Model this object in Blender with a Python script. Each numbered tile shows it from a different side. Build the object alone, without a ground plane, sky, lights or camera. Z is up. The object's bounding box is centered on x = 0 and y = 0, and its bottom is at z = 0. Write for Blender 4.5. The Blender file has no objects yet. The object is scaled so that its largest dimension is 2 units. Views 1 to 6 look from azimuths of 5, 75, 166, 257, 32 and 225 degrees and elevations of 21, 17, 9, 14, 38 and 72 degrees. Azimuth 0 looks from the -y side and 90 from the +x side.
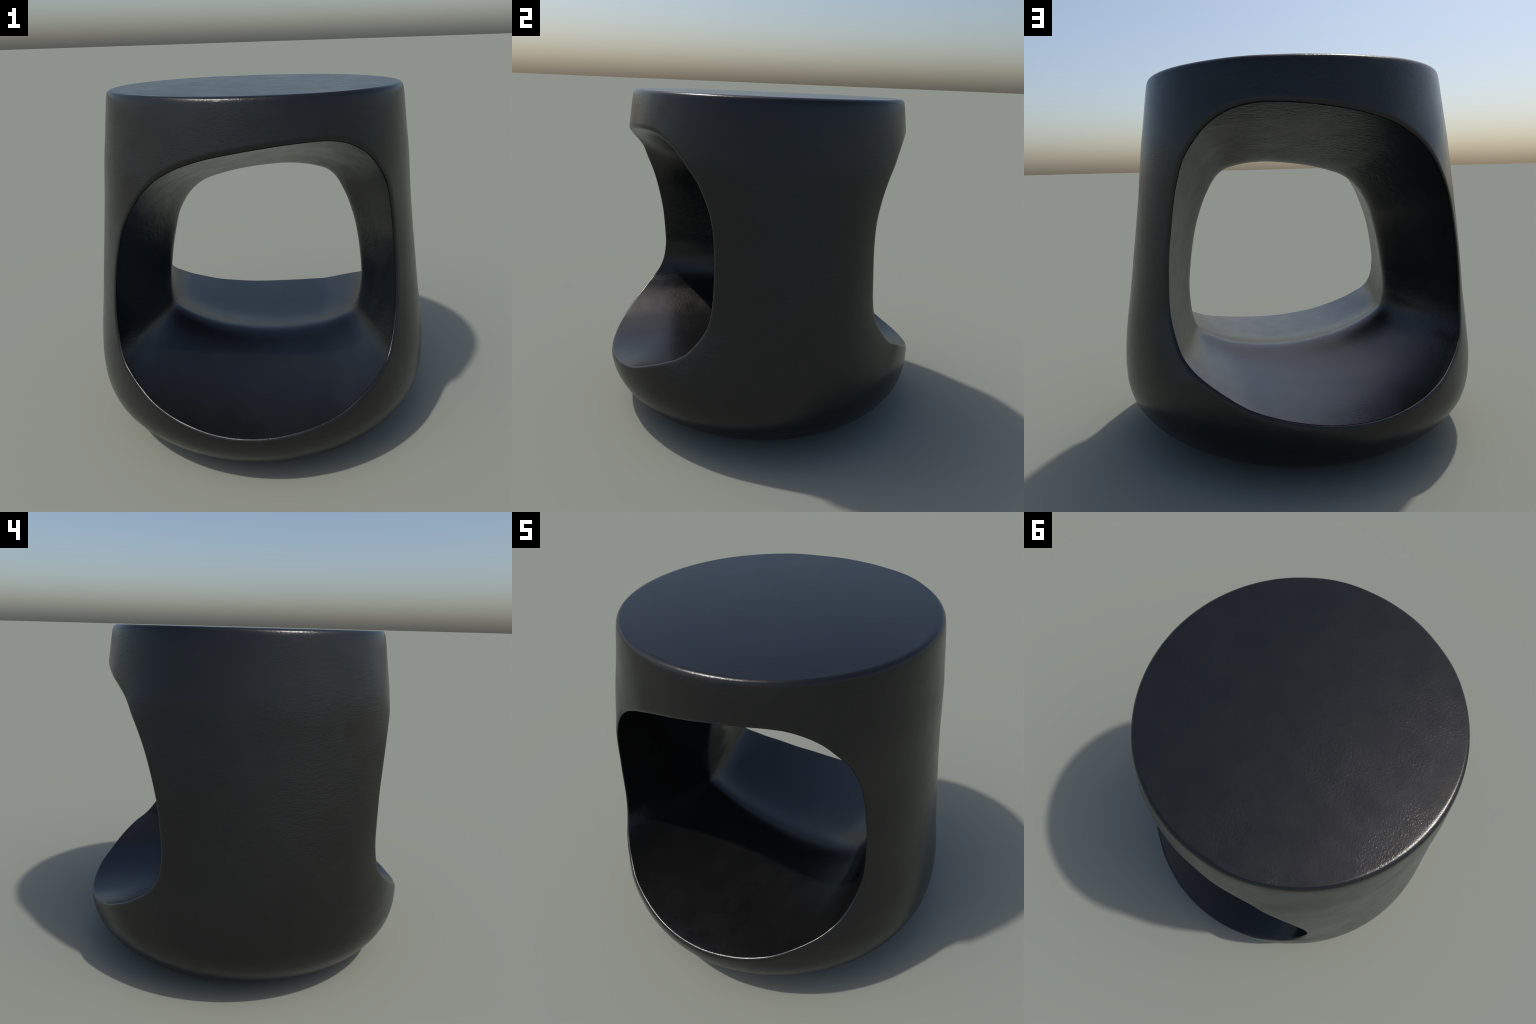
"""A one-piece moulded stool: a barrel-shaped body with a round flat seat and a bowl-shaped
bottom, pierced front to back by one big lop-sided opening.  The opening is narrowest in the
middle of the body and flares out to both faces, so its floor, walls and ceiling meet in a
soft ridge half way through."""
import bpy
import numpy as np

CENTRE_Z = 0.95            # height of the opening's axis (it runs along y)
LEAN = 0.0015              # the upper half sits a little towards +x
SEAT_Z = 1.958             # height of the seat

# ---------------------------------------------------------------- control curves
# Side profile of the body: (half width, height), from the seat down to the floor.
BODY_PROFILE = [
    (0.0, 1.958), (0.30, 1.958), (0.60, 1.958), (0.762, 1.958), (0.778, 1.957), (0.787, 1.954), (0.794, 1.948),
    (0.7993, 1.938), (0.804, 1.918), (0.809, 1.888), (0.815, 1.845), (0.831, 1.730), (0.850, 1.600), (0.872, 1.400),
    (0.898, 1.200), (0.927, 1.000), (0.956, 0.800), (0.981, 0.640), (0.993, 0.540), (0.999, 0.460),
    (1.000, 0.380), (0.993, 0.300), (0.966, 0.220), (0.908, 0.140), (0.836, 0.080), (0.752, 0.037),
    (0.668, 0.014), (0.572, 0.003), (0.440, 0.0), (0.20, 0.0), (0.0, 0.0)]
# Depth of the body relative to its width, by height: it is not quite round anywhere.
BODY_DEPTH = [(0.0, 0.998), (0.15, 0.999), (0.32, 0.992), (0.50, 0.990), (0.80, 0.992), (1.20, 1.000),
              (1.50, 1.007), (1.72, 1.010), (1.96, 1.010)]

# Edge of the opening on the front (and, mirrored, the back) face: (x, depth, z), anticlockwise
# from the +x side.  Here the +x wall is drawn in a little and the -x wall bulges out.
RIM = [
    (0.758, 0.453, 1.000), (0.751, 0.449, 1.090), (0.737, 0.450, 1.190), (0.720, 0.460, 1.318),
    (0.698, 0.489, 1.431), (0.668, 0.530, 1.529), (0.622, 0.580, 1.606), (0.571, 0.623, 1.669),
    (0.509, 0.668, 1.715), (0.445, 0.708, 1.743), (0.370, 0.751, 1.757), (0.295, 0.783, 1.758),
    (0.200, 0.810, 1.753), (0.110, 0.828, 1.744), (-0.020, 0.838, 1.726), (-0.145, 0.828, 1.702),
    (-0.245, 0.813, 1.675), (-0.340, 0.784, 1.636), (-0.431, 0.750, 1.581), (-0.507, 0.724, 1.508),
    (-0.573, 0.691, 1.420), (-0.620, 0.665, 1.338), (-0.660, 0.640, 1.235), (-0.700, 0.613, 1.092),
    (-0.718, 0.603, 0.996), (-0.731, 0.596, 0.900), (-0.738, 0.593, 0.830), (-0.738, 0.599, 0.760),
    (-0.734, 0.611, 0.700), (-0.720, 0.637, 0.640), (-0.693, 0.680, 0.585), (-0.652, 0.726, 0.545),
    (-0.597, 0.776, 0.500), (-0.504, 0.850, 0.443), (-0.387, 0.909, 0.393), (-0.260, 0.955, 0.362),
    (-0.150, 0.979, 0.345), (-0.040, 0.991, 0.340), (0.100, 0.988, 0.346), (0.220, 0.966, 0.361),
    (0.322, 0.936, 0.380), (0.450, 0.876, 0.415), (0.550, 0.808, 0.466), (0.648, 0.714, 0.527),
    (0.695, 0.641, 0.567), (0.724, 0.589, 0.612), (0.750, 0.520, 0.703), (0.761, 0.482, 0.778),
    (0.763, 0.462, 0.870)]

# Narrowest section of the opening, in the middle of the body (y = 0): (x, z).
WAIST = [
    (0.616, 0.935), (0.599, 1.050), (0.576, 1.160), (0.554, 1.232), (0.526, 1.306), (0.500, 1.359),
    (0.472, 1.409), (0.442, 1.446), (0.402, 1.475), (0.345, 1.494), (0.247, 1.510), (0.155, 1.513),
    (0.060, 1.506), (-0.040, 1.494), (-0.135, 1.477), (-0.233, 1.451), (-0.296, 1.429), (-0.355, 1.393),
    (-0.406, 1.344), (-0.443, 1.291), (-0.481, 1.215), (-0.503, 1.135), (-0.534, 1.000), (-0.553, 0.885),
    (-0.565, 0.800), (-0.569, 0.720), (-0.560, 0.650), (-0.544, 0.607), (-0.510, 0.574), (-0.406, 0.514),
    (-0.275, 0.465), (-0.170, 0.442), (-0.050, 0.425), (0.073, 0.420), (0.220, 0.431), (0.372, 0.461),
    (0.490, 0.508), (0.561, 0.548), (0.595, 0.589), (0.614, 0.647), (0.624, 0.730), (0.626, 0.830)]

# How far walls and ceiling have widened half way from ridge to rim, by angle (degrees) ...
HALF_WAY = [(0, 0.56), (45, 0.54), (90, 0.55), (135, 0.51), (165, 0.55), (180, 0.56), (210, 0.57), (330, 0.58)]
# ... while the floor falls off a narrow ridge at once and then runs out gently.
FLOOR_SHARE = [(0, 0), (203, 0), (218, 1), (322, 1), (337, 0)]
FLOOR_STEP, FLOOR_STEP_REACH = 0.48, 0.12
RIDGE_SOFT = [(0, 0.06), (203, 0.06), (218, 0.115), (322, 0.115), (337, 0.06)]   # roundness of the ridge
ROLL_OUT, ROLL_IN = 0.030, 0.017      # rolled edge: reach on the outer face / inside the opening

AROUND, INSIDE, EDGE, OUTSIDE = 900, 80, 14, 270


# ---------------------------------------------------------------- curve helpers
def smooth_curve(points, closed, per_span=24):
    """Dense Catmull-Rom curve (chord-length tangents) through the control points."""
    p = np.array(points, float)
    if closed:
        p = np.concatenate([p[-2:], p, p[:3]])
    else:
        p = np.concatenate([[2 * p[0] - p[1]], p, [2 * p[-1] - p[-2]]])
    step = np.sqrt(np.linalg.norm(np.diff(p, axis=0), axis=1))
    u = np.concatenate([[0], np.cumsum(step)])
    first, last = (2, len(p) - 3) if closed else (1, len(p) - 2)
    out = []
    for i in range(first, last):
        def tangent(k):
            a, b = u[k] - u[k - 1], u[k + 1] - u[k]
            return ((p[k] - p[k - 1]) / a * b + (p[k + 1] - p[k]) / b * a) / (a + b)
        h = u[i + 1] - u[i]
        t = np.linspace(0, 1, per_span, endpoint=False)[:, None]
        out.append((2 * t**3 - 3 * t**2 + 1) * p[i] + (t**3 - 2 * t**2 + t) * h * tangent(i)
                   + (3 * t**2 - 2 * t**3) * p[i + 1] + (t**3 - t**2) * h * tangent(i + 1))
    return np.concatenate(out + [p[last][None]])


def polar_reach(curve, angles, value=None):
    """Distance of a closed (x, z) curve from the opening's axis (or another value along it), by angle."""
    a = np.unwrap(np.arctan2(curve[:, 1] - CENTRE_Z, curve[:, 0]))
    r = np.hypot(curve[:, 0], curve[:, 1] - CENTRE_Z) if value is None else value
    order = np.argsort(a)
    a, r = a[order], r[order]
    keep = np.concatenate([[True], np.diff(a) > 1e-9])
    return np.interp(angles, a[keep], r[keep], period=2 * np.pi)


profile = smooth_curve(BODY_PROFILE, False)
profile[:, 1] = np.clip(profile[:, 1], 0.0, SEAT_Z)
PROFILE_ANGLE = np.arctan2(profile[:, 1] - CENTRE_Z, profile[:, 0])[::-1]
PROFILE_REACH = np.hypot(profile[:, 0], profile[:, 1] - CENTRE_Z)[::-1]


def squash(z):
    """Depth of the body relative to its width at height z."""
    return np.interp(z, *np.array(BODY_DEPTH).T)


def body_point(direction):
    """Where a ray from the body's centre leaves the outer skin (the skin is star-shaped)."""
    depth = np.ones(direction.shape[:-1])
    for _ in range(4):
        across = np.hypot(direction[..., 0], direction[..., 1] / depth)
        lift = np.arctan2(direction[..., 2], across)
        scale = np.interp(lift, PROFILE_ANGLE, PROFILE_REACH) / np.hypot(across, direction[..., 2])
        depth = squash(CENTRE_Z + direction[..., 2] * scale)
    return direction * scale[..., None] + np.array([0, 0, CENTRE_Z])


def flare(s, half_way, floor, soft):
    """0 at the ridge, 1 at the rim, passing half_way in the middle."""
    s = (np.sqrt(s**2 + soft**2) - soft) / (np.sqrt(1 + soft**2) - soft)
    bias = 8 * (half_way - 0.5)
    start, end = 1 + 0.66 * bias, np.maximum(1 - 0.34 * bias, 0.1)
    wall = (s**3 - 2 * s**2 + s) * start + (3 * s**2 - 2 * s**3) + (s**3 - s**2) * end
    step = FLOOR_STEP * (1 - np.exp(-s / FLOOR_STEP_REACH)) + (1 - FLOOR_STEP) * s
    return wall + (step - wall) * floor


def by_angle(table, angles):
    """Value from an (angle in degrees, value) table, softened where it changes."""
    value = np.interp(np.degrees(angles), *np.array(table).T, period=360)
    for _ in range(12):
        value = (np.roll(value, 1) + 2 * value + np.roll(value, -1)) / 4
    return value[:, None]


def resample(path, stations):
    """Points of each row's polyline at the given arc-length fractions."""
    seg = np.linalg.norm(np.diff(path, axis=1), axis=2)
    length = np.concatenate([np.zeros((len(path), 1)), np.cumsum(seg, axis=1)], axis=1)
    out = np.empty((len(path), len(stations[0]), 3))
    for i in range(len(path)):
        for k in range(3):
            out[i, :, k] = np.interp(stations[i], length[i], path[i, :, k])
    return out, length[:, -1]


def bend_stations(path, start, fractions, extra=0.22):
    """Arc lengths from `start` to the end, closer together where the path bends (the seat's edge)."""
    step = np.diff(path, axis=1)
    seg = np.linalg.norm(step, axis=2)
    length = np.concatenate([np.zeros((len(path), 1)), np.cumsum(seg, axis=1)], axis=1)
    heading = step / np.maximum(seg, 1e-12)[..., None]
    bend = np.linalg.norm(np.diff(heading, axis=1), axis=2)
    bend = np.pad(np.clip(bend - 0.0015, 0, 0.2), ((0, 0), (1, 0)))
    for _ in range(8):
        bend = (np.roll(bend, 1, 1) + 2 * bend + np.roll(bend, -1, 1)) / 4
        bend = (np.roll(bend, 1, 0) + 2 * bend + np.roll(bend, -1, 0)) / 4
    measure = np.concatenate([np.zeros((len(path), 1)), np.cumsum(seg + extra * bend, axis=1)], axis=1)
    out = np.empty((len(path), len(fractions)))
    for i in range(len(path)):
        first = np.interp(start, length[i], measure[i])
        out[i] = np.interp(first + (measure[i, -1] - first) * fractions, measure[i], length[i])
    return out


# ---------------------------------------------------------------- the body's surface
turn = np.linspace(0, 2 * np.pi, AROUND, endpoint=False)
rim = smooth_curve(RIM, True)
rim_reach = polar_reach(rim[:, [0, 2]], turn)
rim_depth = polar_reach(rim[:, [0, 2]], turn, rim[:, 1]) + 0.003   # the rolled edge takes this off again
waist_reach = polar_reach(smooth_curve(WAIST, True), turn)
cos, sin = np.cos(turn), np.sin(turn)

# wall of the opening, from the ridge (s = 0) to the front rim (s = 1)
s = np.linspace(0, 1, 500) ** 1.3
reach = waist_reach[:, None] + (rim_reach - waist_reach)[:, None] * flare(
    s[None], by_angle(HALF_WAY, turn), by_angle(FLOOR_SHARE, turn), by_angle(RIDGE_SOFT, turn))
inner = np.stack([reach * cos[:, None], -rim_depth[:, None] * s[None],
                  CENTRE_Z + reach * sin[:, None]], axis=2)

# outer skin, from the front rim to the middle of the body (y = 0); beside the opening it is
# pulled in or pushed out so that it meets the rim
tilt_rim = np.arctan2(rim_reach, rim_depth)
f = np.linspace(0, 1, 1800)
tilt = tilt_rim[:, None] + (np.pi / 2 - tilt_rim)[:, None] * f[None]
outer = body_point(np.stack([np.sin(tilt) * cos[:, None], -np.cos(tilt),
                             np.sin(tilt) * sin[:, None]], axis=2))
middle = np.array([0, 0, CENTRE_Z])
pull = np.hypot(rim_reach, rim_depth) / np.linalg.norm(outer[:, 0] - middle, axis=1) - 1
outer[..., 0] += LEAN * np.clip((outer[..., 2] - 0.9) / 0.5, 0, 1)
outer = middle + (outer - middle) * (1 + pull[:, None] * (1 - f[None]) ** 2)[..., None]
outer[..., 2] = np.clip(outer[..., 2], 0, SEAT_Z)
corner = 0.5 * (inner[:, -1] + outer[:, 0])
inner[:, -1] = outer[:, 0] = corner


def total(path):
    return np.linalg.norm(np.diff(path, axis=1), axis=2).sum(axis=1)


inner_length, outer_length = total(inner), total(outer)
u = np.linspace(0, 1, INSIDE)
u = u ** 1.35                                   # finer near the ridge
wall, _ = resample(inner, (inner_length - ROLL_IN)[:, None] * u[None])
v = np.linspace(0, 1, OUTSIDE)
skin, _ = resample(outer, bend_stations(outer, ROLL_OUT, v))

e = np.linspace(0, 1, EDGE + 2)[1:-1][None, :, None]
a, b = wall[:, -1][:, None], skin[:, 0][:, None]
edge = (1 - e) ** 2 * a + 2 * e * (1 - e) * corner[:, None] + e**2 * b

half = np.concatenate([wall, edge, skin], axis=1)            # ridge -> front rim -> body middle
mirror = half[:, 1:-1][:, ::-1] * np.array([1, -1, 1])       # body middle -> back rim -> ridge
loop = np.concatenate([half, mirror], axis=1)
n_turn, n_loop = loop.shape[:2]

# vertex normals of the whole body, from the grid's two tangents
d_turn = np.roll(loop, -1, 0) - np.roll(loop, 1, 0)
d_loop = np.roll(loop, -1, 1) - np.roll(loop, 1, 1)
normal = np.cross(d_loop, d_turn)
normal /= np.maximum(np.linalg.norm(normal, axis=2, keepdims=True), 1e-12)
if (normal[:, INSIDE + EDGE + OUTSIDE // 2] * (loop[:, INSIDE + EDGE + OUTSIDE // 2] - [0, 0, CENTRE_Z])).sum() < 0:
    normal = -normal
    flip = True
else:
    flip = False


# ---------------------------------------------------------------- material
def moulded_plastic():
    """Charcoal plastic with a satin gloss and a fine, patchy, leathery grain."""
    mat = bpy.data.materials.new("charcoal_moulded_plastic")
    mat.use_nodes = True
    tree = mat.node_tree
    nodes, links = tree.nodes, tree.links
    shader = nodes["Principled BSDF"]
    place = nodes.new("ShaderNodeTexCoord")

    def noise(scale, detail, rough, distortion=0.0, stretch=(1, 1, 1)):
        mapping = nodes.new("ShaderNodeMapping")
        mapping.inputs["Scale"].default_value = stretch
        links.new(place.outputs["Object"], mapping.inputs["Vector"])
        tex = nodes.new("ShaderNodeTexNoise")
        tex.inputs["Scale"].default_value = scale
        tex.inputs["Detail"].default_value = detail
        tex.inputs["Roughness"].default_value = rough
        tex.inputs["Distortion"].default_value = distortion
        links.new(mapping.outputs["Vector"], tex.inputs["Vector"])
        return tex.outputs["Fac"]

    def ramp(value, low, high, out_low, out_high):
        node = nodes.new("ShaderNodeMapRange")
        node.interpolation_type = "SMOOTHSTEP"
        for name, x in (("From Min", low), ("From Max", high), ("To Min", out_low), ("To Max", out_high)):
            node.inputs[name].default_value = x
        links.new(value, node.inputs["Value"])
        return node.outputs["Result"]

    def math(op, x, y):
        node = nodes.new("ShaderNodeMath")
        node.operation = op
        for k, val in enumerate((x, y)):
            if isinstance(val, (int, float)):
                node.inputs[k].default_value = val
            else:
                links.new(val, node.inputs[k])
        return node.outputs[0]

    # wrinkles run round the walls and fade out on faces that look up; a fine grain is everywhere
    facing = nodes.new("ShaderNodeSeparateXYZ")
    links.new(place.outputs["Normal"], facing.inputs["Vector"])
    upright = ramp(facing.outputs["Z"], 0.55, 0.95, 1.0, 0.0)
    patch = math("MULTIPLY", ramp(noise(2.3, 2.0, 0.5), 0.40, 0.64, 0.08, 0.75), upright)
    wrinkle = math("MULTIPLY", noise(42, 3.0, 0.6, 1.1, (0.75, 0.75, 1.6)), patch)
    fine_patch = ramp(noise(3.7, 3.0, 0.6), 0.38, 0.66, 0.35, 1.0)
    leather = math("MULTIPLY", noise(100, 3.0, 0.65, 0.7), math("MULTIPLY", fine_patch, 0.44))
    grain = math("MULTIPLY", noise(210, 2.0, 0.6), 0.11)
    height = math("ADD", math("ADD", wrinkle, leather), grain)
    bump = nodes.new("ShaderNodeBump")
    bump.inputs["Strength"].default_value = 0.35
    bump.inputs["Distance"].default_value = 0.006
    links.new(height, bump.inputs["Height"])
    links.new(bump.outputs["Normal"], shader.inputs["Normal"])

    tone = nodes.new("ShaderNodeMix")
    tone.data_type = "RGBA"
    tone.inputs["A"].default_value = (0.0050, 0.0050, 0.0050, 1)
    tone.inputs["B"].default_value = (0.0068, 0.0066, 0.0063, 1)
    links.new(ramp(noise(6, 4.0, 0.6), 0.35, 0.65, 0, 1), tone.inputs["Factor"])
    links.new(tone.outputs["Result"], shader.inputs["Base Color"])
    links.new(ramp(noise(9, 3.0, 0.6), 0.3, 0.7, 0.22, 0.27), shader.inputs["Roughness"])
    shader.inputs["IOR"].default_value = 1.5
    return mat


# ---------------------------------------------------------------- parts
material = moulded_plastic()
stool = bpy.data.objects.new("stool", None)
stool["label"] = "charcoal one-piece moulded plastic stool with a large through opening"
stool["category"] = "stool"
bpy.context.collection.objects.link(stool)


def part(name, start, stop):
    """The strip of the body between two angles about the opening's axis (degrees)."""
    i0 = int(round(start / 360 * n_turn))
    i1 = int(round(stop / 360 * n_turn))
    rows = np.arange(i0, i1 + 1) % n_turn
    verts = loop[rows].reshape(-1, 3)
    norms = normal[rows].reshape(-1, 3)
    i, j = np.meshgrid(np.arange(len(rows) - 1), np.arange(n_loop), indexing="ij")
    k = (j + 1) % n_loop
    quads = np.stack([i * n_loop + j, i * n_loop + k, (i + 1) * n_loop + k, (i + 1) * n_loop + j], axis=-1).reshape(-1, 4)
    if flip:
        quads = quads[:, ::-1]
    mesh = bpy.data.meshes.new(name)
    mesh.from_pydata(verts.tolist(), [], quads.tolist())
    mesh.polygons.foreach_set("use_smooth", [True] * len(mesh.polygons))
    mesh.normals_split_custom_set_from_vertices(norms.tolist())
    mesh.materials.append(material)
    obj = bpy.data.objects.new(name, mesh)
    obj.parent = stool
    bpy.context.collection.objects.link(obj)
    return obj


part("leg", -30, 48)        # right side wall
part("seat", 48, 129)       # round top with the lintel over the opening
part("leg", 129, 210)       # left side wall
part("base", 210, 330)      # bowl-shaped foot with the opening's floor
